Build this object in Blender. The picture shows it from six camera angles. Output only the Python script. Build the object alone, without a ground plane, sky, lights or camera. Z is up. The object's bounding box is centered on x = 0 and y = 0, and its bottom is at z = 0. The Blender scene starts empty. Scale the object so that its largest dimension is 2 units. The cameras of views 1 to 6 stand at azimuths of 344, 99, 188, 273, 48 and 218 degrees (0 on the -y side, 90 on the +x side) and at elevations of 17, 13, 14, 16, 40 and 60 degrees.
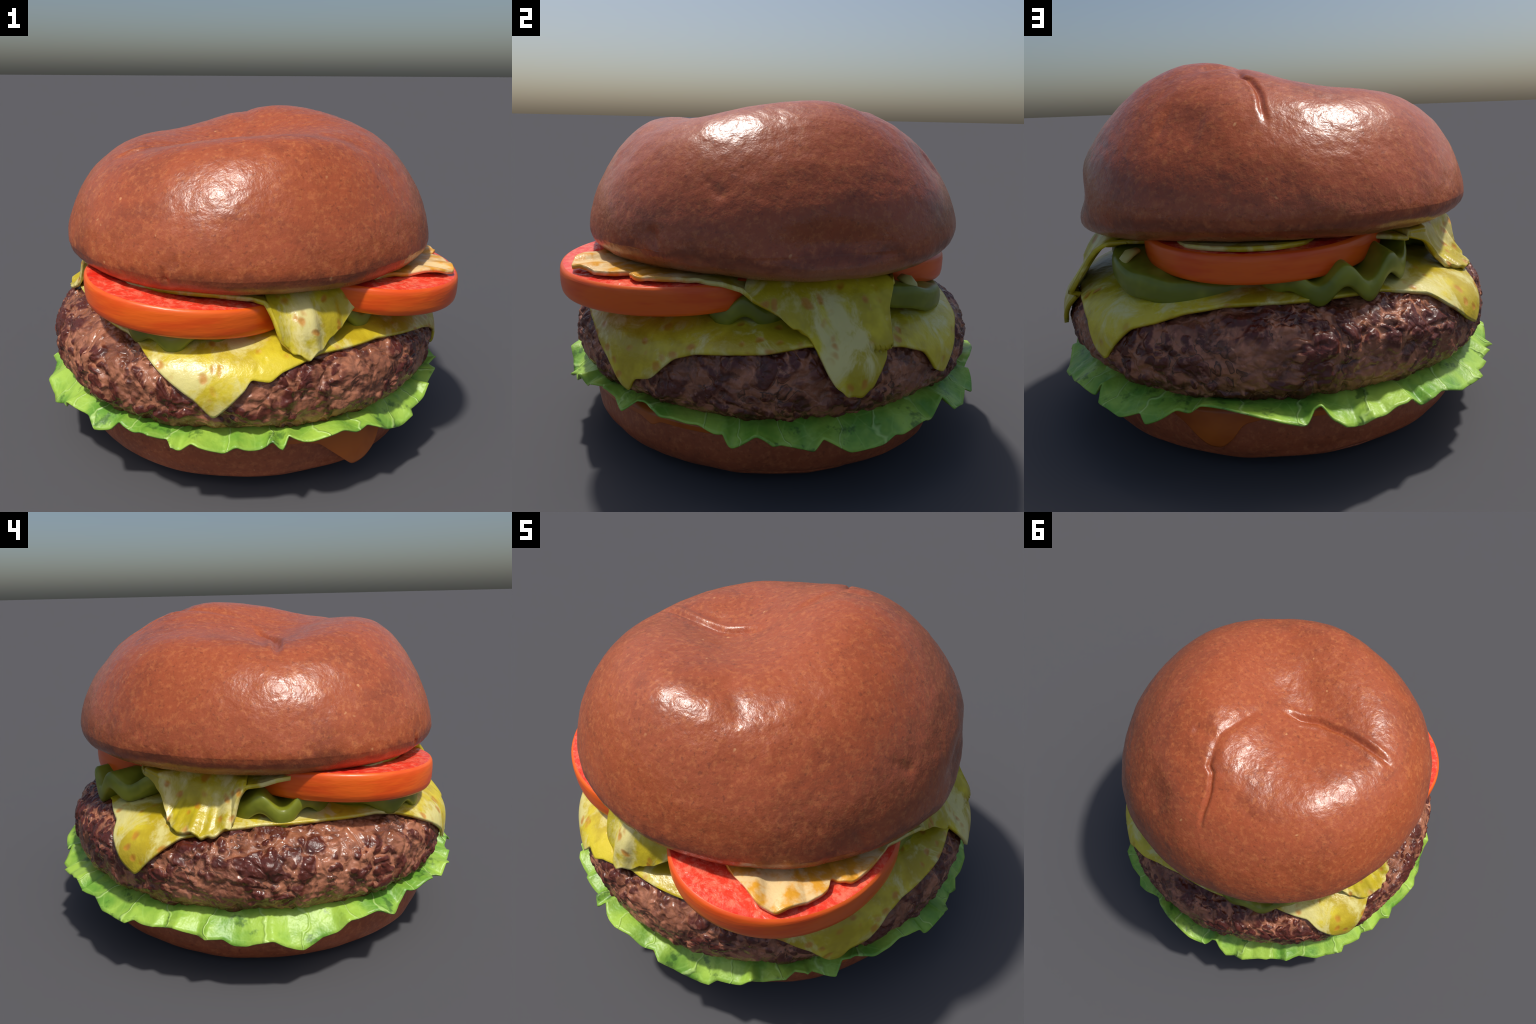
"""A stacked hamburger: glazed bun, beef patty, lettuce, cheese, tomato and pickle slices."""
import bpy, math, random
import numpy as np
from mathutils import Vector, noise

random.seed(7)
rng = np.random.default_rng(7)
TAU = 2 * math.pi

# ------------------------------------------------------------------ helpers
def new_mesh(name, verts, faces, material, smooth=True, angle=None):
    me = bpy.data.meshes.new(name)
    me.from_pydata([tuple(map(float, v)) for v in verts], [], [tuple(map(int, f)) for f in faces])
    me.validate()
    me.update()
    ob = bpy.data.objects.new(name, me)
    bpy.context.collection.objects.link(ob)
    me.materials.append(material)
    if smooth:
        me.shade_smooth()
    if angle:
        me.set_sharp_from_angle(angle=math.radians(angle))
    return ob


def ring_faces(rows, cols, closed=True, skip=()):
    """Quads of a grid whose rows run outward and whose columns run round the axis."""
    f = []
    for i in range(rows - 1):
        for j in range(cols if closed else cols - 1):
            if (i, j) in skip:
                continue
            k = (j + 1) % cols
            f.append((i * cols + j, (i + 1) * cols + j, (i + 1) * cols + k, i * cols + k))
    return f


def apply_modifiers(ob):
    deps = bpy.context.evaluated_depsgraph_get()
    me = bpy.data.meshes.new_from_object(ob.evaluated_get(deps))
    ob.modifiers.clear()
    old = ob.data
    ob.data = me
    me.name = old.name
    bpy.data.meshes.remove(old)


def table(az, points, col):
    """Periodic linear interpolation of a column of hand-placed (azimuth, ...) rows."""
    rows = sorted(points)
    a = np.array([r[0] for r in rows], float)
    v = np.array([r[col] for r in rows], float)
    return np.interp(az, a, v, period=360)


def smooth_ring(v, n):
    for _ in range(n):
        v = (np.roll(v, 1) + 2 * v + np.roll(v, -1)) / 4
    return v


def n3(x, y, z=0.0, s=1.0):
    return noise.noise(Vector((x * s, y * s, z * s)))


def noise_field(P, scale, octaves=1, seed=0.0):
    out = np.zeros(len(P))
    for i, p in enumerate(P):
        a, f, t = 1.0, scale, 0.0
        for _ in range(octaves):
            t += a * noise.noise(Vector((p[0] * f + seed, p[1] * f - seed, p[2] * f + 2 * seed)))
            a *= 0.5
            f *= 2.1
        out[i] = t
    return out


def seg_distance(P, path):
    """Distance from points to a polyline and the 0..1 position of the nearest spot on it."""
    path = np.array(path, float)
    best = np.full(len(P), 9.0)
    pos = np.zeros(len(P))
    lens = np.r_[0, np.cumsum(np.linalg.norm(np.diff(path, axis=0), axis=1))]
    for k in range(len(path) - 1):
        a, b = path[k], path[k + 1]
        t = np.clip(((P - a) @ (b - a)) / ((b - a) @ (b - a)), 0, 1)
        d = np.linalg.norm(P - (a + t[:, None] * (b - a)), axis=1)
        m = d < best
        best[m] = d[m]
        pos[m] = ((lens[k] + t * (lens[k + 1] - lens[k])) / lens[-1])[m]
    return best, pos


# ------------------------------------------------------------------ materials
class Nodes:
    """Tiny builder that strings shader (or geometry) nodes together."""

    def __init__(self, tree):
        self.t = tree

    def add(self, kind, **props):
        n = self.t.nodes.new(kind)
        ins = props.pop("ins", {})
        for k, v in props.items():
            setattr(n, k, v)
        for k, v in ins.items():
            self.put(n.inputs[k], v)
        return n

    def put(self, socket, v):
        if isinstance(v, bpy.types.NodeSocket):
            self.t.links.new(v, socket)
        else:
            socket.default_value = v

    def noise(self, vec, scale, detail=3, rough=0.55, distort=0.0):
        return self.add("ShaderNodeTexNoise", ins={"Vector": vec, "Scale": scale, "Detail": detail, "Roughness": rough, "Distortion": distort}).outputs[0]

    def voronoi(self, vec, scale, feature="F1", rand=1.0, out="Distance"):
        return self.add("ShaderNodeTexVoronoi", feature=feature, ins={"Vector": vec, "Scale": scale, "Randomness": rand}).outputs[out]

    def math(self, op, a, b=0.0, clamp=False):
        n = self.add("ShaderNodeMath", operation=op, use_clamp=clamp)
        self.put(n.inputs[0], a)
        self.put(n.inputs[1], b)
        return n.outputs[0]

    def step(self, v, lo, hi, a=0.0, b=1.0):
        n = self.add("ShaderNodeMapRange", interpolation_type="SMOOTHSTEP")
        for s, x in zip(("Value", "From Min", "From Max", "To Min", "To Max"), (v, lo, hi, a, b)):
            self.put(n.inputs[s], x)
        return n.outputs[0]

    def mix(self, fac, a, b, mode="MIX"):
        n = self.add("ShaderNodeMix", data_type="RGBA", blend_type=mode)
        self.put(n.inputs[0], fac)
        for s, c in ((n.inputs[6], a), (n.inputs[7], b)):
            self.put(s, c if isinstance(c, bpy.types.NodeSocket) else (*c, 1))
        return n.outputs[2]

    def vmul(self, v, s):
        return self.add("ShaderNodeVectorMath", operation="MULTIPLY", ins={0: v, 1: s}).outputs[0]

    def vadd(self, a, b):
        return self.add("ShaderNodeVectorMath", operation="ADD", ins={0: a, 1: b}).outputs[0]

    def warp(self, vec, scale, amount):
        """Pushes coordinates about by a coloured noise, so that cells lose their regularity."""
        c = self.add("ShaderNodeTexNoise", ins={"Vector": vec, "Scale": scale, "Detail": 2.0}).outputs["Color"]
        c = self.add("ShaderNodeVectorMath", operation="SUBTRACT", ins={0: c, 1: (0.5, 0.5, 0.5)}).outputs[0]
        return self.vadd(vec, self.vmul(c, (amount,) * 3))


def srgb(r, g, b):
    return tuple((c / 255 / 12.92) if c <= 10 else ((c / 255 + 0.055) / 1.055) ** 2.4 for c in (r, g, b))


def material(name, paint):
    m = bpy.data.materials.new(name)
    m.use_nodes = True
    n = Nodes(m.node_tree)
    bsdf = m.node_tree.nodes["Principled BSDF"]
    coord = n.add("ShaderNodeTexCoord").outputs["Object"]
    got = paint(n, coord)
    height = got.pop("bump", None)
    for k, v in got.items():
        n.put(bsdf.inputs[k], v if not isinstance(v, tuple) or len(v) != 3 or k != "Base Color" else (*v, 1))
    if height:
        h, strength, dist = height
        b = n.add("ShaderNodeBump", ins={"Height": h, "Strength": strength, "Distance": dist})
        n.put(bsdf.inputs["Normal"], b.outputs[0])
    return m


def sep_z(n, co):
    return n.add("ShaderNodeSeparateXYZ", ins={0: co}).outputs[2]


def paint_crust(base, dark, light, band_lo, band_hi, pale, gloss, edge_of_pale):
    def paint(n, co):
        z = sep_z(n, co)
        mottled = n.noise(co, 3.0, 6, 0.66, 0.8)
        c = n.mix(n.step(mottled, 0.46, 0.72, 0.0, 0.42), base, dark)
        grain = n.noise(n.warp(co, 18, 0.03), 40, 4, 0.7)
        c = n.mix(n.step(grain, 0.46, 0.70, 0.0, 0.55), c, light)
        c = n.mix(n.step(n.noise(co, 62, 3, 0.6), 0.56, 0.72, 0.0, 0.45), c, dark)
        streak = n.math("MULTIPLY", n.step(n.noise(n.warp(co, 6, 0.2), 17, 4, 0.7), 0.58, 0.70), n.step(n.noise(co, 2.6, 2), 0.5, 0.62))
        c = n.mix(n.math("MULTIPLY", streak, 0.5), c, light)
        speck = n.math("MULTIPLY", n.step(n.voronoi(n.warp(co, 30, 0.03), 12), 0.04, 0.10, 0.7, 0.0), n.step(n.noise(co, 5, 2), 0.5, 0.6))
        c = n.mix(speck, c, srgb(222, 160, 108))
        rag = n.math("MULTIPLY", n.math("SUBTRACT", n.noise(co, 5.0, 6, 0.66), 0.5), 0.26)
        zz = n.math("ADD", z, rag)
        band = n.math("MULTIPLY", n.step(zz, band_lo - 0.02, band_lo + 0.03), n.step(zz, band_hi - 0.05, band_hi, 1.0, 0.0))
        c = n.mix(n.math("MULTIPLY", band, 0.6), c, dark)
        low = n.math("ADD", z, n.math("MULTIPLY", rag, 0.35))
        c = n.mix(n.step(low, edge_of_pale - 0.045, edge_of_pale + 0.02, 0.85, 0.0), c, pale)
        bump = n.math("ADD", n.math("MULTIPLY", n.noise(co, 58, 3, 0.6), 0.6), n.math("MULTIPLY", n.noise(co, 22, 2), 0.5))
        rough = n.step(n.noise(co, 30, 3), 0.3, 0.7, gloss, gloss + 0.10)
        return {"Base Color": c, "Roughness": rough, "bump": (bump, 0.28, 0.012), "Specular IOR Level": 0.5}

    return paint


CRUST = srgb(170, 84, 48)
CRUST_DARK = srgb(102, 50, 34)
CRUST_LIGHT = srgb(202, 120, 70)
PALE = srgb(158, 106, 68)


def meat_cells(n, co):
    """Ground-meat granules shared by the patty's geometry and its colour: 1 on a granule, 0 between."""
    w = n.warp(n.vmul(co, (1.0, 1.0, 1.0)), 4.0, 0.22)
    w = n.warp(w, 14.0, 0.06)
    big = n.step(n.voronoi(w, 12.0), 0.30, 0.60, 1.0, 0.0)
    small = n.step(n.voronoi(w, 22.0), 0.28, 0.60, 1.0, 0.0)
    where = n.step(n.noise(co, 4.0, 3), 0.40, 0.60)
    cells = n.math("MAXIMUM", n.math("MULTIPLY", big, 1.0), n.math("MULTIPLY", small, 0.8))
    cells = n.math("MULTIPLY", cells, n.math("ADD", n.math("MULTIPLY", where, 0.75), 0.25))
    wrinkle = n.noise(n.warp(co, 6, 0.12), 13.0, 4, 0.6)
    return cells, where, wrinkle


def paint_meat(n, co):
    cells, where, wrinkle = meat_cells(n, co)
    tan, red, gap_black = srgb(176, 114, 84), srgb(88, 34, 24), srgb(30, 20, 16)
    c = n.mix(n.step(n.noise(co, 6, 4, 0.6), 0.42, 0.62, 0.0, 0.8), tan, srgb(132, 80, 56))
    c = n.mix(n.step(cells, 0.06, 0.50, 0.0, 0.95), c, red)
    c = n.mix(n.step(wrinkle, 0.36, 0.46, 0.6, 0.0), c, srgb(70, 36, 28))
    gap = n.math("MULTIPLY", n.step(n.math("ABSOLUTE", n.math("SUBTRACT", cells, 0.16)), 0.0, 0.10, 1.0, 0.0), n.step(n.noise(co, 4.6, 2), 0.54, 0.64))
    c = n.mix(n.math("MULTIPLY", gap, 0.8), c, gap_black)
    c = n.mix(n.step(n.voronoi(n.warp(co, 8, 0.12), 14, "DISTANCE_TO_EDGE"), 0.0, 0.10, 0.25, 0.0), c, srgb(58, 28, 20))
    c = n.mix(n.step(n.noise(co, 24, 4, 0.6), 0.57, 0.70, 0.0, 0.5), c, srgb(192, 130, 104))
    bump = n.math("ADD", n.noise(n.warp(co, 9, 0.05), 22, 3, 0.55), n.step(n.voronoi(n.warp(co, 8, 0.12), 14, "DISTANCE_TO_EDGE"), 0.0, 0.25, 0.0, 0.9))
    return {"Base Color": c, "Roughness": n.step(n.noise(co, 16, 3), 0.35, 0.65, 0.24, 0.42), "bump": (bump, 0.42, 0.016)}


def paint_cheese(yellow, deep, pale, spot, cream=None):
    def paint(n, co):
        c = n.mix(n.step(n.noise(co, 4.2, 4, 0.62), 0.40, 0.60), yellow, deep)
        c = n.mix(n.step(n.noise(n.vmul(co, (1, 1, 0.6)), 6.5, 5, 0.65, 0.6), 0.46, 0.62, 0.0, 0.85), c, pale)
        d = n.voronoi(n.warp(co, 8, 0.08), 14)
        keep = n.step(n.noise(co, 4.2, 2), 0.40, 0.52)
        c = n.mix(n.math("MULTIPLY", n.step(d, 0.12, 0.34, 0.8, 0.0), keep), c, spot)
        if cream:
            at = n.add("ShaderNodeVectorMath", operation="DISTANCE", ins={0: co, 1: (0.80, -0.60, 0.85)}).outputs["Value"]
            toasted = n.mix(n.step(n.noise(n.warp(co, 6, 0.1), 9, 4, 0.6), 0.40, 0.56), cream[0], cream[1])
            c = n.mix(n.step(n.math("ADD", at, n.math("MULTIPLY", n.noise(co, 6, 2), 0.15)), 0.40, 0.56, 0.95, 0.0), c, toasted)
        bump = n.math("ADD", n.noise(co, 14, 4, 0.6), n.step(d, 0.0, 0.3, 0.0, 0.5))
        return {"Base Color": c, "Roughness": 0.32, "bump": (bump, 0.4, 0.015), "Subsurface Weight": 0.06, "Subsurface Radius": (0.04, 0.03, 0.008), "Subsurface Scale": 0.4}

    return paint


def paint_skin(n, co):
    c = n.mix(n.step(n.noise(n.vmul(co, (1, 1, 5)), 4, 3), 0.4, 0.65), srgb(246, 104, 24), srgb(236, 86, 20))
    return {"Base Color": c, "Roughness": 0.34, "bump": (n.noise(n.vmul(co, (1, 1, 6)), 6, 3), 0.25, 0.01), "Subsurface Weight": 0.06, "Subsurface Radius": (0.05, 0.015, 0.008), "Subsurface Scale": 0.3}


def paint_flesh(n, co):
    w = n.warp(co, 9, 0.05)
    c = n.mix(n.step(n.noise(w, 34, 4, 0.65), 0.42, 0.66), srgb(246, 72, 50), srgb(255, 124, 96))
    c = n.mix(n.step(n.noise(w, 6, 3), 0.52, 0.64, 0.0, 0.75), c, srgb(232, 34, 22))
    return {"Base Color": c, "Roughness": 0.26, "bump": (n.noise(w, 36, 3), 0.5, 0.012), "Subsurface Weight": 0.08, "Subsurface Radius": (0.05, 0.015, 0.01), "Subsurface Scale": 0.3}


def paint_pickle(n, co):
    c = n.mix(n.step(n.noise(co, 6, 3), 0.4, 0.65), srgb(112, 120, 28), srgb(140, 146, 42))
    return {"Base Color": c, "Roughness": 0.36, "bump": (n.noise(co, 20, 3), 0.15, 0.01)}


def paint_lettuce(n, co):
    xyz = n.add("ShaderNodeSeparateXYZ", ins={0: co})
    angle = n.math("ARCTAN2", xyz.outputs[1], xyz.outputs[0])
    c = n.mix(n.step(n.noise(co, 4.2, 4, 0.6), 0.36, 0.66), srgb(166, 202, 76), srgb(104, 158, 50))
    wob = n.math("ADD", n.math("MULTIPLY", angle, 16.0), n.math("MULTIPLY", n.noise(co, 4, 3), 5.0))
    vein = n.math("ABSOLUTE", n.math("SINE", wob))
    c = n.mix(n.step(vein, 0.0, 0.13, 0.6, 0.0), c, srgb(196, 226, 132))
    web = n.voronoi(n.warp(co, 6, 0.08), 10, "DISTANCE_TO_EDGE")
    c = n.mix(n.step(web, 0.0, 0.05, 0.2, 0.0), c, srgb(178, 218, 110))
    c = n.mix(n.step(n.noise(co, 11, 4, 0.62), 0.57, 0.68, 0.0, 0.7), c, srgb(52, 92, 34))
    return {"Base Color": c, "Roughness": 0.42, "bump": (n.math("ADD", n.noise(co, 16, 3), n.step(vein, 0.0, 0.15, 0.5, 0.0)), 0.5, 0.015)}


def paint_sauce(n, co):
    c = n.mix(n.step(n.noise(co, 5, 3), 0.4, 0.65), srgb(190, 98, 30), srgb(168, 80, 24))
    return {"Base Color": c, "Roughness": 0.35}


M_TOP = material("glazed_crust", paint_crust(CRUST, CRUST_DARK, CRUST_LIGHT, 0.918, 0.982, PALE, 0.26, 0.916))
M_BOTTOM = material("bottom_crust", paint_crust(srgb(164, 84, 50), CRUST_DARK, srgb(196, 116, 70), 0.02, 0.03, PALE, 0.4, -1.0))
M_CRUMB = material("bread_crumb", lambda n, co: {"Base Color": n.mix(n.noise(co, 22, 4), srgb(222, 186, 130), srgb(196, 150, 94)), "Roughness": 0.85, "bump": (n.noise(co, 40, 3), 0.6, 0.02)})
M_MEAT = material("grilled_beef", paint_meat)
M_CHEESE = material("yellow_cheese", paint_cheese(srgb(220, 200, 50), srgb(190, 166, 34), srgb(226, 216, 142), srgb(198, 130, 40)))
M_MELT = material("melted_cheese", paint_cheese(srgb(220, 202, 46), srgb(188, 168, 30), srgb(228, 216, 146), srgb(198, 128, 36), (srgb(242, 208, 152), srgb(234, 164, 52))))
M_SKIN = material("tomato_skin", paint_skin)
M_FLESH = material("tomato_flesh", paint_flesh)
M_PICKLE = material("pickle_green", paint_pickle)
M_LETTUCE = material("lettuce_green", paint_lettuce)
M_SAUCE = material("orange_sauce", paint_sauce)
M_ONION = material("pale_onion", lambda n, co: {"Base Color": n.mix(n.noise(co, 12, 2), srgb(206, 196, 112), srgb(188, 172, 84)), "Roughness": 0.4})

# ------------------------------------------------------------------ the thing
burger = bpy.data.objects.new("hamburger", None)
bpy.context.collection.objects.link(burger)
burger["label"] = "tall hamburger with glazed bun, beef, cheese, tomato, pickles, lettuce"
burger["category"] = "hamburger"


def part(ob, parent=None):
    ob.parent = parent or burger
    return ob


# ------------------------------------------------------------------ top bun
def bun_radius(th):
    h = [(0.010, 0.004), (0.003, 0.0), (0.003, -0.003), (-0.003, -0.002)]
    return 0.871 + sum(a * np.cos((k + 1) * th) + b * np.sin((k + 1) * th) for k, (a, b) in enumerate(h))


# soft swellings and hollows of the dome: (x, y, height); each about 0.25 m wide
inner = [0.030, 0.061, -0.056, -0.056, -0.030, -0.098]
outer = [-0.006, 0.017, 0.023, 0.047, 0.030, 0.038, 0.113, 0.028]
SWELL = [(0, 0, -0.037), (-0.02, -0.54, 0.002), (-0.40, -0.36, -0.012), (0.62, -0.02, 0.018), (0.2, 0.3, -0.010)]
SWELL += [(0.38 * math.cos(k * TAU / 6), 0.38 * math.sin(k * TAU / 6), h) for k, h in enumerate(inner)]
SWELL += [(0.68 * math.cos(k * TAU / 8 + 0.2), 0.68 * math.sin(k * TAU / 8 + 0.2), h) for k, h in enumerate(outer)]

# creases baked into the dome: path seen from above, half width, depth, lip height, side of the lip
TOP_CREASES = [
    ([(-0.02, -0.01), (-0.113, -0.045), (-0.182, -0.095), (-0.325, -0.115), (-0.475, -0.127), (-0.61, -0.125)], 0.016, 0.020, 0.004),
    ([(-0.227, -0.020), (-0.357, -0.060), (-0.455, -0.064), (-0.53, -0.055)], 0.034, 0.006, 0.0),
    ([(0.054, 0.086), (0.077, 0.229), (0.088, 0.334), (0.057, 0.43), (0.034, 0.483)], 0.024, 0.009, 0.0),
    ([(0.057, 0.43), (0.034, 0.483), (-0.003, 0.497), (-0.033, 0.553), (-0.063, 0.642), (-0.085, 0.70)], 0.011, 0.014, 0.001),
    ([(0.215, 0.403), (0.10, 0.345)], 0.03, 0.009, 0.002),
    ([(0.322, 0.638), (0.218, 0.696), (0.128, 0.739)], 0.06, 0.012, 0.0),
    ([(0.20, -0.40), (0.321, -0.456), (0.42, -0.51)], 0.05, 0.009, 0.0),
]
SIDE_CREASES = [
    ([(-0.50, -0.72, 0.90), (-0.495, -0.70, 0.97), (-0.467, -0.642, 1.116)], 0.009, 0.020),
    ([(-0.85, -0.325, 0.90), (-0.83, -0.325, 0.99), (-0.771, -0.319, 1.10)], 0.010, 0.018),
    ([(0.76, -0.141, 1.209), (0.85, -0.055, 1.165)], 0.024, 0.007),
    ([(0.83, -0.35, 1.05), (0.82, -0.30, 0.95)], 0.02, 0.012),
]


def build_top_bun():
    cols, up, down = 600, 200, 50
    th = np.arange(cols) * TAU / cols
    R = bun_radius(th)
    rows = []
    for i in range(up):
        s = math.sin(0.5 * math.pi * (i + 0.02) / (up - 1 + 0.02))
        s = min(s, 1.0)
        X, Y = 0.009 + s * R * np.cos(th), -0.007 + s * R * np.sin(th)
        H = 0.549 + 0.020 * X - 0.028 * Y
        for a, b, h in SWELL:
            H = H + h * np.exp(-((X - a) ** 2 + (Y - b) ** 2) / 0.125)
        along, across = X + 0.22, Y + 0.10 - 0.12 * (X + 0.22)
        H = H - 0.042 * np.exp(-(along / 0.36) ** 2 - (across / 0.17) ** 2)
        rows.append(np.stack([X, Y, 0.959 + 0.017 * Y + H * max(0.0, 1 - s ** 2.60) ** (1 / 1.62)], -1))
    # lower flank: leans inward below the rim, then turns under into the flat underside
    prof = np.array([(1.0, 0.959), (0.995, 0.938), (0.985, 0.919), (0.964, 0.900), (0.935, 0.885), (0.90, 0.873), (0.85, 0.862), (0.78, 0.853), (0.5, 0.840), (0.02, 0.838)])
    steps = np.r_[0, np.cumsum(np.hypot(*np.diff(prof, axis=0).T))]
    for i in range(1, down):
        q = steps[-1] * (i / (down - 1)) ** 1.9
        s, z = np.interp(q, steps, prof[:, 0]), np.interp(q, steps, prof[:, 1])
        X, Y = 0.009 + s * R * np.cos(th), -0.007 + s * R * np.sin(th)
        rows.append(np.stack([X, Y, z + 0.017 * Y], -1))
    P = np.array(rows)
    nrm = np.cross(np.roll(P, -1, 1) - np.roll(P, 1, 1), np.gradient(P, axis=0))
    nrm /= np.linalg.norm(nrm, axis=2, keepdims=True) + 1e-12
    nrm[np.sum(nrm * (P - np.array([0, 0, 0.9])), axis=2) < 0] *= -1
    V, N = P.reshape(-1, 3), nrm.reshape(-1, 3)
    top = np.arange(len(V)) < up * cols
    push = np.zeros(len(V))
    wob = V[:, :2] + 0.008 * np.stack([noise_field(V, 9, 1, 3.1), noise_field(V, 9, 1, 7.7)], -1)
    for path, w, depth, lip in TOP_CREASES:
        d, t = seg_distance(wob, path)
        fade = np.clip(np.minimum(t, 1 - t) * 5 + 0.15, 0, 1) * top
        end = np.exp(-(np.maximum(d - 3 * w, 0) / w) ** 2)
        push += fade * end * (-depth * np.exp(-(d / w) ** 2) + lip * np.exp(-((d - 2.1 * w) / (0.9 * w)) ** 2))
    for path, w, depth in SIDE_CREASES:
        d, t = seg_distance(V, path)
        fade = np.clip(np.minimum(t, 1 - t) * 4 + 0.2, 0, 1)
        push -= fade * depth * np.exp(-(d / w) ** 2)
    push += 0.007 * noise_field(V, 3.2, 2, 1.3) + 0.0024 * noise_field(V, 10, 2, 9.4) + 0.0009 * noise_field(V, 24, 2, 5.1)
    az = np.degrees(np.arctan2(V[:, 1], V[:, 0]))
    flat = np.exp(-((az - 23) / 14) ** 2) * np.exp(-((V[:, 2] - 1.0) / 0.075) ** 2)
    lip = np.exp(-((az - 30) / 26) ** 2) * np.clip((0.955 - V[:, 2]) / 0.06, 0, 1) * np.clip((np.hypot(V[:, 0], V[:, 1]) - 0.68) / 0.10, 0, 1)
    sunk = 0.048 * flat - 0.034 * lip
    V = V + N * push[:, None]
    V[:, 0] -= sunk * np.cos(np.radians(az))
    V[:, 1] -= sunk * np.sin(np.radians(az))
    V[:, 2] -= 0.022 * lip
    faces = ring_faces(len(rows), cols)
    n = len(V)
    V = np.vstack([V, V[:cols].mean(0), V[-cols:].mean(0)])
    last = (len(rows) - 1) * cols
    faces += [(n, j, (j + 1) % cols) for j in range(cols)]
    faces += [(n + 1, last + (j + 1) % cols, last + j) for j in range(cols)]
    return part(new_mesh("top_bun", V, faces, M_TOP))


# ------------------------------------------------------------------ bottom bun
def bowl_z(s):
    return 0.251 * (1 - np.maximum(0, 1 - s ** 6.9) ** (1 / 3.3))


def build_bottom_bun():
    cols, rows_n = 360, 300
    th = np.arange(cols) * TAU / cols
    rows = []
    sg = np.linspace(0.01, 1, 4000)
    arc = np.r_[0, np.cumsum(np.hypot(0.861 * np.diff(sg), np.diff(bowl_z(sg))))]
    for i in range(rows_n):
        s = np.interp(arc[-1] * (i / (rows_n - 1)) ** 0.6, arc, sg)
        rows.append(np.stack([0.012 + 0.861 * s * np.cos(th), -0.010 + 0.861 * s * np.sin(th), bowl_z(np.full(cols, s))], -1))
    for r, z in ((0.857, 0.27), (0.84, 0.288), (0.80, 0.296)):
        rows.append(np.stack([0.012 + r * np.cos(th), -0.01 + r * np.sin(th), np.full(cols, z)], -1))
    V = np.vstack(rows)
    out = V - np.array([0.012, -0.01, 0.3])
    out /= np.linalg.norm(out, axis=1, keepdims=True)
    # a wandering seam fold low on the side
    az = np.arctan2(V[:, 1], V[:, 0])
    seam = 0.062 + 0.014 * np.sin(3 * az + 0.6) + 0.008 * np.sin(7 * az) + 0.004 * np.sin(19 * az)
    show = np.clip(0.55 + 0.9 * np.sin(2 * az - 1.3), 0.15, 1)
    push = -0.034 * show * np.exp(-((V[:, 2] - seam) / 0.005) ** 2) + 0.007 * show * np.exp(-((V[:, 2] - seam - 0.024) / 0.016) ** 2)
    push *= V[:, 2] > 0.012
    push += 0.006 * noise_field(V, 5, 2, 2.2) * (V[:, 2] > 0.01)
    V = V + out * push[:, None]
    V[:, 2] = np.maximum(V[:, 2], 0)
    n = len(V)
    V = np.vstack([V, [0.012, -0.01, 0.0], [0.012, -0.01, 0.296]])
    faces = [f[::-1] for f in ring_faces(len(rows), cols)]
    last = (len(rows) - 1) * cols
    faces += [(n, (j + 1) % cols, j) for j in range(cols)]
    body = part(new_mesh("bottom_bun", V, [f[::-1] for f in faces], M_BOTTOM))
    rim = [V[last + j] for j in range(cols)]
    crumb = new_mesh("bread_crumb", rim + [(0.012, -0.01, 0.298)], [(cols, j, (j + 1) % cols) for j in range(cols)], M_CRUMB)
    part(crumb, body)
    return body


# ------------------------------------------------------------------ orange sauce running over the bottom bun
SAUCE_EDGE = [  # azimuth, height at which the sauce ends
    (-100, 0.262), (-90, 0.262), (-86, 0.25), (-81, 0.185), (-76, 0.112), (-72, 0.122), (-68, 0.17), (-66, 0.255), (-60, 0.262), (-27, 0.262), (-23, 0.235), (-20, 0.262),
    (30, 0.262), (71, 0.262), (75, 0.225), (79, 0.16), (81, 0.135), (84, 0.13), (87, 0.17), (90, 0.24), (95, 0.262), (180, 0.262)]


def build_sauce():
    cols, n_in = 720, 22
    az = np.arange(cols) * 360 / cols
    ze = smooth_ring(table(az, SAUCE_EDGE, 1), 4)
    th = np.radians(az)
    sgrid = np.linspace(0.5, 1, 900)
    zb = bowl_z(sgrid)
    s_edge = np.interp(ze, zb, sgrid)
    rows = []
    off = 0.024
    for r in (0.45, 0.7, 0.80, 0.845):
        rows.append(np.stack([0.012 + r * np.cos(th), -0.01 + r * np.sin(th), np.full(cols, 0.312)], -1))
    for i in range(n_in):
        f = i / (n_in - 1)
        z = 0.285 + (ze - 0.285) * f
        s = np.interp(z, zb, sgrid)
        flare = 0.040 * f * np.exp(-(((az + 75 + 180) % 360 - 180) / 10) ** 2)
        r = 0.861 * s + off * (1.0 - 0.25 * f) + flare
        rows.append(np.stack([0.012 + r * np.cos(th), -0.01 + r * np.sin(th), z], -1))
    V = np.vstack(rows)
    ob = new_mesh("sauce", V, ring_faces(len(rows), cols), M_SAUCE)
    m = ob.modifiers.new("thickness", "SOLIDIFY")
    m.thickness, m.offset = 0.022, -1
    apply_modifiers(ob)
    return part(ob)


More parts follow.
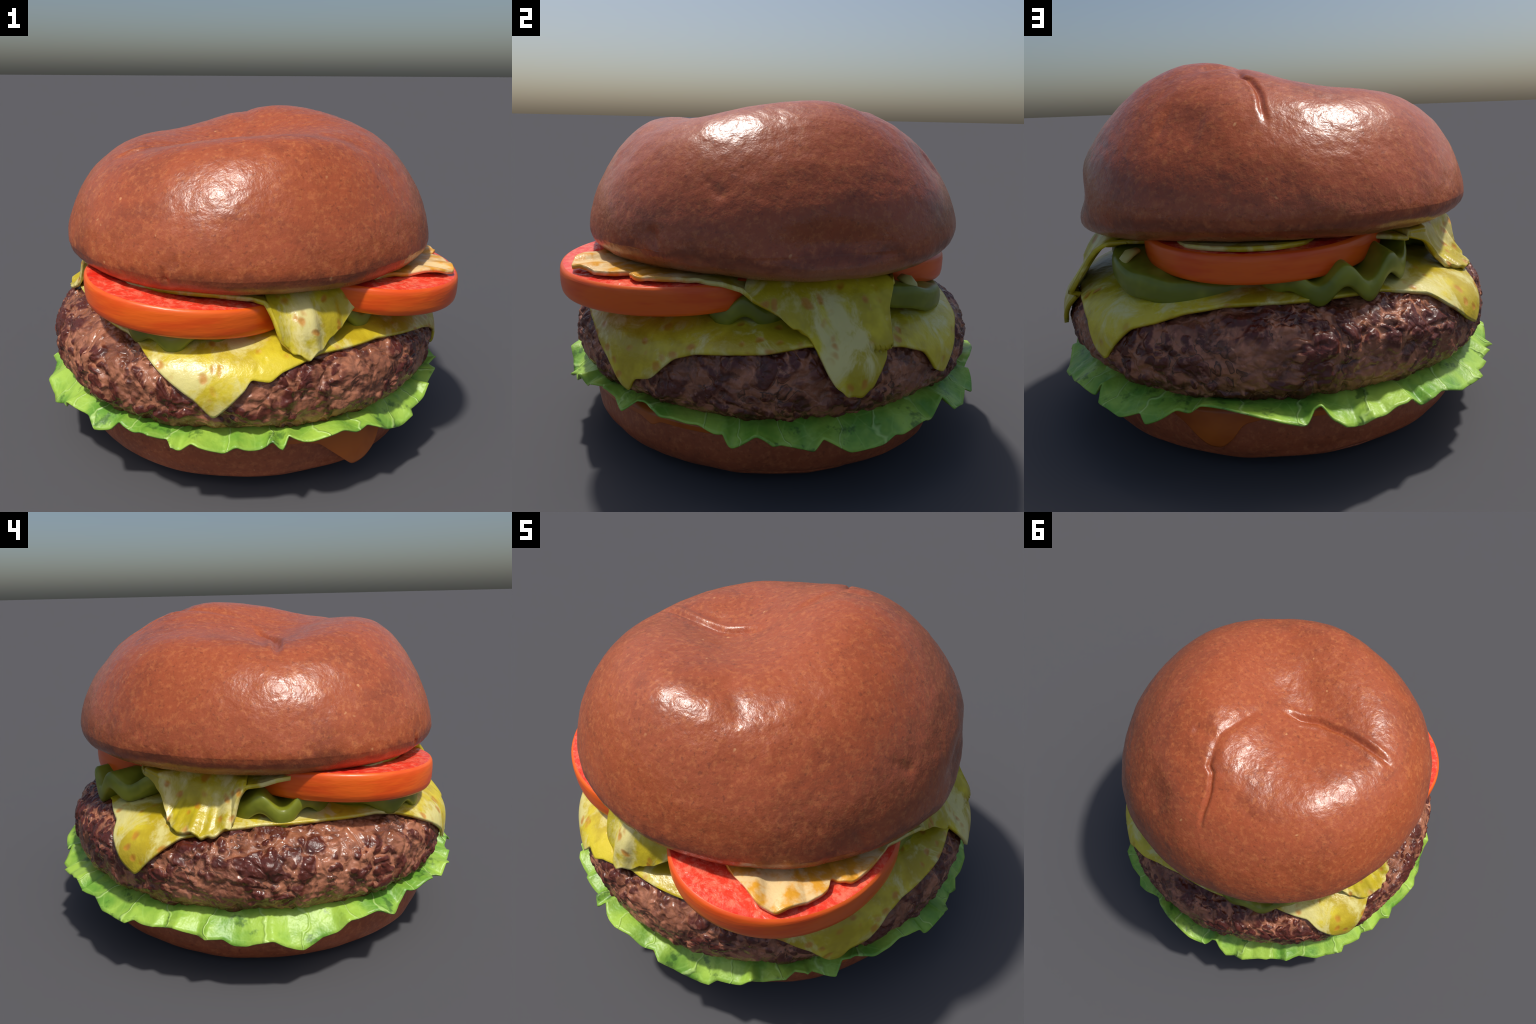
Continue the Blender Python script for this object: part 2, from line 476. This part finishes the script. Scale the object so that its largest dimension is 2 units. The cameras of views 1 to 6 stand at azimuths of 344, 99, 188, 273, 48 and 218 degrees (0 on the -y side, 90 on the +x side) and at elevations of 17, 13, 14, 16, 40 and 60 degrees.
# ------------------------------------------------------------------ lettuce
LETTUCE_EDGE = [  # azimuth, outer radius, height of the edge
    (-178, 0.985, 0.25), (-172, 0.985, 0.225), (-163, 0.98, 0.235), (-156, 0.975, 0.28), (-147, 0.97, 0.33), (-143, 0.985, 0.29), (-135, 0.99, 0.29),
    (-128, 0.985, 0.32), (-120, 0.985, 0.30), (-112, 0.99, 0.31), (-104, 0.985, 0.295), (-96, 0.975, 0.32), (-90, 0.98, 0.30), (-82, 0.965, 0.33),
    (-78, 0.985, 0.29), (-70, 0.985, 0.27), (-60, 0.98, 0.25), (-48, 0.985, 0.31), (-40, 0.99, 0.29), (-32, 0.975, 0.32), (-22, 0.955, 0.32),
    (-17, 0.985, 0.285), (-8, 0.97, 0.32), (0, 0.985, 0.275), (8, 0.975, 0.29), (15, 0.985, 0.27), (24, 0.98, 0.25), (34, 0.985, 0.235),
    (44, 0.975, 0.26), (54, 0.98, 0.30), (64, 0.97, 0.27), (74, 0.98, 0.30), (80, 0.965, 0.33), (88, 0.97, 0.325), (98, 0.985, 0.295),
    (106, 0.97, 0.31), (114, 0.985, 0.28), (122, 0.97, 0.30), (132, 0.985, 0.27), (144, 0.98, 0.28), (154, 0.985, 0.245), (162, 0.98, 0.25), (172, 0.985, 0.245)]


def build_lettuce():
    cols, n_in = 1080, 26
    az = np.arange(cols) * 360 / cols - 180
    re, ze = smooth_ring(table(az, LETTUCE_EDGE, 1), 6), smooth_ring(table(az, LETTUCE_EDGE, 2), 14)
    # ragged teeth: random corners joined by straight cuts
    corners = [-180.0]
    while corners[-1] < 176:
        corners.append(corners[-1] + rng.choice([rng.uniform(1.4, 3.2), rng.uniform(3.0, 6.5)]))
    tooth = [(a, rng.uniform(-0.034, 0.018), rng.uniform(-0.030, 0.040)) for a in corners if a < 179]
    re = re + 0.014 + table(az, tooth, 1)
    re = re + 0.014 * np.exp(-((az - 70) / 45) ** 2) - 0.020 * np.exp(-((az + 40) / 16) ** 2) - 0.012 * np.exp(-((az + 130) / 16) ** 2)
    ze = ze + smooth_ring(table(az, tooth, 2), 3)
    th = np.radians(az)
    curl = 0.022 * np.array([n3(math.cos(t), math.sin(t), 4.0, 4.5) for t in th])
    rows = []
    for i in range(n_in):
        f = i / (n_in - 1)
        r = 0.60 + (re - 0.60) * f ** 0.8
        lift = 0.350 + (ze + 0.018 - 0.350) * np.clip((r - 0.86) / (re - 0.86), 0, 1) ** 1.1
        lift = lift + curl * np.clip((f - 0.55) / 0.45, 0, 1) ** 1.2
        rip = np.array([n3(math.cos(t), math.sin(t), 0.8 * q, 9.0) for t, q in zip(th, r)])
        lift = lift + 0.012 * rip * np.clip((f - 0.5) / 0.5, 0, 1)
        rows.append(np.stack([r * np.cos(th), r * np.sin(th), lift], -1))
    ob = new_mesh("lettuce", np.vstack(rows), ring_faces(len(rows), cols), M_LETTUCE)
    m = ob.modifiers.new("thickness", "SOLIDIFY")
    m.thickness, m.offset = 0.006, -1
    apply_modifiers(ob)
    return part(ob)


# ------------------------------------------------------------------ beef patty
PATTY_R, PATTY_Z = 0.940, 0.459
PATTY_UP, PATTY_DOWN = (0.256, 3.1), (0.225, 2.64)  # height of each half and how boxy its shoulder is


def patty_curve(offset=0.0, n=1600):
    """Half outline from the middle of the top over the shoulder to the middle of the bottom."""
    t = np.linspace(0, math.pi, n)
    c, s = np.cos(t), np.sin(t)
    top = c >= 0
    h = np.where(top, PATTY_UP[0], PATTY_DOWN[0]) + offset
    p = np.where(top, PATTY_UP[1], PATTY_DOWN[1])
    r = (PATTY_R + offset) * np.abs(s) ** (2 / p)
    z = PATTY_Z + h * np.sign(c) * np.abs(c) ** (2 / p)
    L = np.r_[0, np.cumsum(np.hypot(np.diff(r), np.diff(z)))]
    return r, z, L


def patty_wide(th):
    return 1 + 0.005 * np.cos(th + 0.7) + 0.005 * np.sin(2 * th + 0.5) + 0.005 * np.sin(5 * th + 1.0)


def build_patty():
    cols, rows_n = 900, 250
    r, z, L = patty_curve()
    th = np.arange(cols) * TAU / cols
    rows = []
    for i in range(rows_n):
        f = i / (rows_n - 1)
        l = np.interp(f, [0, 0.12, 0.88, 1], [0.35, 0.66, L[-1] - 0.68, L[-1] - 0.35])
        rr, zz = np.interp(l, L, r), np.interp(l, L, z)
        wide = patty_wide(th)
        rows.append(np.stack([rr * wide * np.cos(th), rr * wide * np.sin(th), np.full(cols, zz)], -1))
    V = np.vstack(rows)
    n = len(V)
    V = np.vstack([V, [0, 0, PATTY_Z + PATTY_UP[0]], [0, 0, PATTY_Z - PATTY_DOWN[0]]])
    faces = ring_faces(rows_n, cols)
    last = (rows_n - 1) * cols
    faces += [(n, j, (j + 1) % cols) for j in range(cols)] + [(n + 1, last + (j + 1) % cols, last + j) for j in range(cols)]
    ob = new_mesh("beef_patty", V, faces, M_MEAT)
    # relief from the same cells that colour the meat
    g = bpy.data.node_groups.new("meat_relief", "GeometryNodeTree")
    g.interface.new_socket("Geometry", in_out="INPUT", socket_type="NodeSocketGeometry")
    g.interface.new_socket("Geometry", in_out="OUTPUT", socket_type="NodeSocketGeometry")
    n_ = Nodes(g)
    gi, go = n_.add("NodeGroupInput"), n_.add("NodeGroupOutput")
    pos, nor = n_.add("GeometryNodeInputPosition").outputs[0], n_.add("GeometryNodeInputNormal").outputs[0]
    cells, where, wrinkle = meat_cells(n_, pos)
    h = n_.math("ADD", n_.math("MULTIPLY", n_.math("SUBTRACT", cells, 0.5), 0.016), n_.math("MULTIPLY", n_.math("SUBTRACT", wrinkle, 0.5), 0.045))
    h = n_.math("ADD", n_.math("MINIMUM", h, 0.009), 0.006)
    vec = n_.add("ShaderNodeVectorMath", operation="SCALE", ins={0: nor, "Scale": h}).outputs[0]
    sp = n_.add("GeometryNodeSetPosition", ins={"Geometry": gi.outputs[0], "Offset": vec})
    n_.put(go.inputs[0], sp.outputs[0])
    m = ob.modifiers.new("relief", "NODES")
    m.node_group = g
    apply_modifiers(ob)
    ob.data.shade_smooth()
    return part(ob)


# ------------------------------------------------------------------ cheese slice draped on the patty
CHEESE_EDGE = [  # azimuth, end of the slice: above 0.75 a radius on the flat top, below it a height on the side
    (-140, 0.818), (-134, 0.850), (-125.5, 0.592), (-116, 0.504), (-112, 0.434), (-109, 0.479), (-104.5, 0.554), (-103.5, 0.584), (-102, 0.578), (-99, 0.571), (-96, 0.599),
    (-85, 0.872), (-66, 0.870), (-51, 0.606), (-45, 0.588), (-40, 0.56), (-34, 0.50), (-29, 0.402), (-27, 0.388), (-24.5, 0.455), (-19.5, 0.478), (-14, 0.568), (-9, 0.595),
    (1, 0.607), (7, 0.612), (17, 0.880), (30, 0.890), (42, 0.595), (48, 0.561), (52, 0.475), (56, 0.446), (60, 0.52), (64, 0.583), (70, 0.612), (76, 0.860), (85, 0.817), (92, 0.808), (117, 0.797), (127, 0.805),
    (139, 0.870), (142, 0.594), (147.5, 0.52), (152, 0.480), (156, 0.55), (162.5, 0.877), (174, 0.822), (184, 0.797), (204, 0.795)]


def build_cheese():
    cols, n_in = 720, 60
    az = np.arange(cols) * 360 / cols
    r, z, L = patty_curve(0.019)
    k = int(len(L) * 0.6)
    reach = [(a, np.interp(v, r[: len(L) // 2], L[: len(L) // 2]) if v > 0.75 else np.interp(-v, -z[:k], L[:k])) for a, v in CHEESE_EDGE]
    l_edge = smooth_ring(table(az, reach, 1), 2)
    th = np.radians(az)
    rows = []
    for i in range(n_in):
        f = 0.25 + 0.75 * (i / (n_in - 1)) ** 0.8
        l = l_edge * f
        rr, zz = np.interp(l, L, r), np.interp(l, L, z)
        rip = np.array([noise.noise(Vector((3.2 * a * math.cos(t), 3.2 * a * math.sin(t), 4 * b))) for t, a, b in zip(th, rr, zz)])
        rr = rr * patty_wide(th) + 0.006 * rip * (f > 0.7)
        zz = zz + 0.004 * rip
        rows.append(np.stack([rr * np.cos(th), rr * np.sin(th), zz], -1))
    V = np.vstack(rows)
    ob = new_mesh("cheese_slice", V, ring_faces(n_in, cols), M_CHEESE)
    m = ob.modifiers.new("thickness", "SOLIDIFY")
    m.thickness, m.offset = 0.014, 0.0
    apply_modifiers(ob)
    return part(ob)


# ------------------------------------------------------------------ melted cheese over the tomatoes
MELT_EDGE = [  # azimuth, radius and height of the edge
    (-180, 0.785, 0.83), (-175, 0.785, 0.838), (-171, 0.79, 0.855), (-160, 0.74, 0.855), (-150, 0.75, 0.855), (-141, 0.80, 0.862), (-129, 0.79, 0.862), (-114, 0.77, 0.855), (-103, 0.79, 0.85),
    (-99, 0.815, 0.84), (-97, 0.85, 0.77), (-96, 0.865, 0.715), (-93.5, 0.872, 0.658), (-90, 0.90, 0.636), (-86.5, 0.895, 0.642), (-83.5, 0.87, 0.662), (-77, 0.83, 0.715),
    (-73, 0.815, 0.76), (-69, 0.81, 0.80), (-65, 0.80, 0.84), (-58, 0.80, 0.86), (-55, 0.82, 0.862), (-49, 0.923, 0.862), (-46, 0.99, 0.858), (-42, 1.03, 0.852), (-37, 1.00, 0.852),
    (-32, 0.968, 0.852), (-30.2, 0.947, 0.852), (-28.9, 0.895, 0.852), (-27.6, 0.925, 0.85), (-25, 0.944, 0.85), (-21, 0.924, 0.85), (-11, 0.85, 0.85), (-4, 0.85, 0.845),
    (1, 0.855, 0.83), (4, 0.86, 0.79), (10.5, 0.85, 0.735), (17, 0.885, 0.67), (19.8, 0.94, 0.60), (20.8, 0.965, 0.55), (23, 0.974, 0.49), (27.5, 0.970, 0.455), (31, 0.972, 0.487),
    (33.2, 0.965, 0.555), (35.2, 0.957, 0.58), (37, 0.915, 0.65), (38.5, 0.875, 0.75), (41, 0.855, 0.80), (44, 0.82, 0.835), (48, 0.76, 0.84), (50, 0.70, 0.835), (58, 0.60, 0.84), (66, 0.70, 0.858), (74, 0.78, 0.864), (82, 0.795, 0.864), (90, 0.80, 0.864), (98, 0.785, 0.864), (106, 0.74, 0.864), (114, 0.62, 0.85), (130, 0.62, 0.84), (137, 0.70, 0.835), (143, 0.735, 0.825), (149, 0.75, 0.80), (152, 0.765, 0.765), (154.2, 0.79, 0.715),
    (156.2, 0.825, 0.68), (161, 0.857, 0.660), (170, 0.864, 0.656), (175.8, 0.845, 0.666), (176.4, 0.82, 0.70), (177.5, 0.80, 0.78)]


def build_melt():
    cols, n_in = 1080, 56
    az = np.arange(cols) * 360 / cols - 180
    re, ze = smooth_ring(table(az, MELT_EDGE, 1), 3), smooth_ring(table(az, MELT_EDGE, 2), 3)
    th = np.radians(az)
    jag = np.array([noise.noise(Vector((26 * math.cos(t), 26 * math.sin(t), 3.0))) for t in th])
    ze = ze + 0.018 * jag * np.clip((0.74 - ze) / 0.06, 0, 1)
    drop = np.maximum(0.0, 0.845 - ze)
    rs = np.minimum(re - 0.02, 0.735)
    shell_r, shell_z, _ = patty_curve(0.030)
    # spine of every direction: flat on the tomatoes, over the shoulder, down to the edge
    knots_r = np.stack([np.full(cols, 0.3), 0.5 * rs + 0.2, rs, rs + 0.58 * (re - rs), re])
    zf = np.where(drop > 0.02, 0.848, ze)
    # the drip between two pickles sinks in before its lip flares out
    sink = np.exp(-(((az - 164) / 11.5) ** 4))
    knots_r[2] -= 0.055 * sink
    knots_r[3] -= 0.055 * sink + 0.022 * np.exp(-(((az - 28) / 12) ** 4))
    knots_z = np.stack([np.full(cols, 0.85), np.full(cols, 0.85), zf, zf - (0.34 + 0.28 * sink) * drop, ze])
    rows = []
    for i in range(n_in):
        f = (i / (n_in - 1)) * 4
        k = min(int(f), 3)
        u = f - k
        p0, p1, p2, p3 = (max(k - 1, 0), k, k + 1, min(k + 2, 4))
        def cr(K):
            a, b, c, d = K[p0], K[p1], K[p2], K[p3]
            return 0.5 * (2 * b + (c - a) * u + (2 * a - 5 * b + 4 * c - d) * u * u + (3 * b - a - 3 * c + d) * u ** 3)
        r, z = cr(knots_r), cr(knots_z)
        w = np.clip((f - 1.8) / 1.5, 0, 1)
        streak = np.array([noise.noise(Vector((11 * math.cos(t), 11 * math.sin(t), 0.8 * q))) for t, q in zip(th, z)])
        blob = np.array([noise.noise(Vector((7 * a * math.cos(t), 7 * a * math.sin(t), 7 * q))) for t, a, q in zip(th, r, z)])
        steep = np.clip(drop / 0.15, 0, 1)
        r = r + w * steep * (0.030 * np.maximum(streak, -0.25) + 0.014 * blob)
        lobe = np.exp(-(((az + 36) / 24) ** 4))
        fold = np.array([noise.noise(Vector((19 * math.cos(t), 19 * math.sin(t), 2.5 * q))) for t, q in zip(th, r)])
        z = z + w * (1 - steep) * lobe * (0.014 * np.maximum(blob, -0.3) + 0.016 * np.maximum(fold, -0.3))
        clear = np.interp(-z, -shell_z[: len(shell_z) * 2 // 3], shell_r[: len(shell_z) * 2 // 3]) * np.maximum(1, patty_wide(th))
        r = np.where(z < 0.68, np.maximum(r, clear), r)
        r = np.where(z < 0.62, np.minimum(r, clear + 0.003), r)
        rows.append(np.stack([r * np.cos(th), r * np.sin(th), z], -1))
    ob = new_mesh("melted_cheese", np.vstack(rows), ring_faces(n_in, cols), M_MELT)
    m = ob.modifiers.new("thickness", "SOLIDIFY")
    m.thickness, m.offset = 0.018, 0.0
    apply_modifiers(ob)
    return part(ob)


# ------------------------------------------------------------------ tomato slices
TOMATOES = [  # x, y, z, radius, thickness, slope in x, slope in y, ovalness, its direction
    (-0.337, -0.380, 0.788, 0.450, 0.120, -0.075, 0.025, 0.030, -3.66),
    (0.485, -0.367, 0.800, 0.450, 0.115, -0.070, 0.021, 0.075, 1.415),
    (-0.004, 0.358, 0.842, 0.472, 0.112, 0.012, -0.110, 0.030, 0.505)]


def build_tomato(x, y, z, R, t, sx, sy, el, ea):
    cols = 160
    th = np.arange(cols) * TAU / cols
    wave = np.array([n3(math.cos(a) + x, math.sin(a) + y, 1.0, 1.6) for a in th])
    rr = R * (1 + el * np.cos(2 * (th - ea)) + 0.012 * wave)
    def ring(k, h, dent=0.0):
        X, Y = rr * k * np.cos(th), rr * k * np.sin(th)
        return np.stack([x + X, y + Y, z + h + sx * X + sy * Y + dent], -1)
    skin = [ring(0.955, -t / 2), ring(0.975, -0.47 * t), ring(0.990, -0.38 * t), ring(0.998, -0.2 * t), ring(1.0, 0.0), ring(0.999, 0.25 * t), ring(0.994, 0.40 * t), ring(0.984, 0.47 * t), ring(0.968, 0.5 * t)]
    V = np.vstack(skin)
    body = part(new_mesh("tomato_slice", V, ring_faces(len(skin), cols), M_SKIN))
    # cut faces: a fine disc with wet grain and shallow seed chambers
    rings = np.linspace(1, 0.02, 40)
    for side, k0 in ((1, 0.968), (-1, 0.955)):
        rows = []
        for q in rings:
            X, Y = rr * k0 * q * np.cos(th), rr * k0 * q * np.sin(th)
            grain = np.array([noise.noise(Vector((30 * a, 30 * b, side))) for a, b in zip(X, Y)]) * 0.004 * (q < 0.97)
            chamber = -0.010 * np.clip(np.sin(3 * th + 0.5), 0, 1) ** 2 * math.exp(-((q - 0.55) / 0.18) ** 2)
            rows.append(np.stack([x + X, y + Y, z + side * (t / 2 + grain + chamber) + sx * X + sy * Y], -1))
        W = np.vstack(rows)
        n = len(W)
        W = np.vstack([W, W[-cols:].mean(0)])
        f = ring_faces(len(rows), cols)
        last = (len(rows) - 1) * cols
        f += [(n, last + (j + 1) % cols, last + j) for j in range(cols)]
        if side > 0:
            f = [q[::-1] for q in f]
        part(new_mesh("tomato_flesh", W, f, M_FLESH), body)
    return body


# ------------------------------------------------------------------ crinkle-cut pickle slices
PICKLES = [  # azimuth, distance, height, radius, half thickness, wave direction, wave height, rise outward, rise sideways
    (62, 0.525, 0.745, 0.335, 0.048, 150, 0.004, -0.10, -0.17),
    (119, 0.530, 0.755, 0.310, 0.040, 29, 0.032, -0.12, 0.10),
    (-171, 0.520, 0.755, 0.270, 0.040, 95, 0.030, -0.12, 0.0),
    (-3, 0.530, 0.757, 0.290, 0.040, 90, 0.030, -0.12, 0.0),
    (-127, 0.585, 0.748, 0.290, 0.040, 145, 0.026, -0.16, 0.0),
    (-64, 0.530, 0.757, 0.285, 0.040, 26, 0.030, -0.12, 0.0)]


def build_pickle(az, dist, z0, R, half, wdir, amp, out_slope, side_slope):
    cols, rings = 150, 16
    a0 = math.radians(az)
    cx, cy = dist * math.cos(a0), dist * math.sin(a0)
    th = np.arange(cols) * TAU / cols
    w = math.radians(wdir)
    def z_mid(X, Y):
        o, s = X * math.cos(a0) + Y * math.sin(a0), -X * math.sin(a0) + Y * math.cos(a0)
        q = (X * math.cos(w) + Y * math.sin(w)) / 0.180
        return z0 + out_slope * o + side_slope * s + amp * (np.sin(TAU * q) + 0.25 * np.sin(0.63 * TAU * q + az))
    rr = R * (1 + 0.03 * np.cos(2 * th + az))
    rows = []
    prof = [(k, 1.0) for k in np.linspace(0.03, 0.95, rings)] + [(0.975, 0.9), (0.992, 0.6), (1.0, 0.15), (0.998, -0.3), (0.99, -0.65), (0.975, -0.9)] + [(k, -1.0) for k in np.linspace(0.95, 0.03, rings)]
    for k, h in prof:
        X, Y = rr * k * np.cos(th), rr * k * np.sin(th)
        rows.append(np.stack([cx + X, cy + Y, z_mid(X, Y) + h * half], -1))
    V = np.vstack(rows)
    return part(new_mesh("pickle_slice", V, ring_faces(len(rows), cols) + [tuple(range(cols))] + [tuple((len(rows) - 1) * cols + j for j in reversed(range(cols)))], M_PICKLE, angle=60))


def build_onion():
    """Pale crumb that clings to the outer face of a pickle."""
    path = [(0.455, 0.60, 0.815, 0.020), (0.475, 0.63, 0.808, 0.030), (0.492, 0.655, 0.785, 0.026), (0.500, 0.668, 0.755, 0.017)]
    V, cols = [], 14
    for x, y, z, w in path:
        for j in range(cols):
            a = TAU * j / cols
            V.append((x + w * math.cos(a) * 0.9, y - w * math.cos(a) * 0.55 + 0.3 * w * math.sin(a), z + w * 0.55 * math.sin(a)))
    n = len(V)
    f = ring_faces(len(path), cols) + [tuple(range(cols)), tuple(n - 1 - j for j in range(cols))]
    return part(new_mesh("onion_piece", V, f, M_ONION))


build_top_bun()
build_bottom_bun()
build_sauce()
build_lettuce()
build_patty()
build_cheese()
build_melt()
for row in TOMATOES:
    build_tomato(*row)
for row in PICKLES:
    build_pickle(*row)
build_onion()
for o in list(bpy.data.objects):
    if o.type == "MESH":
        bm_mesh = o.data
        bm_mesh.update()
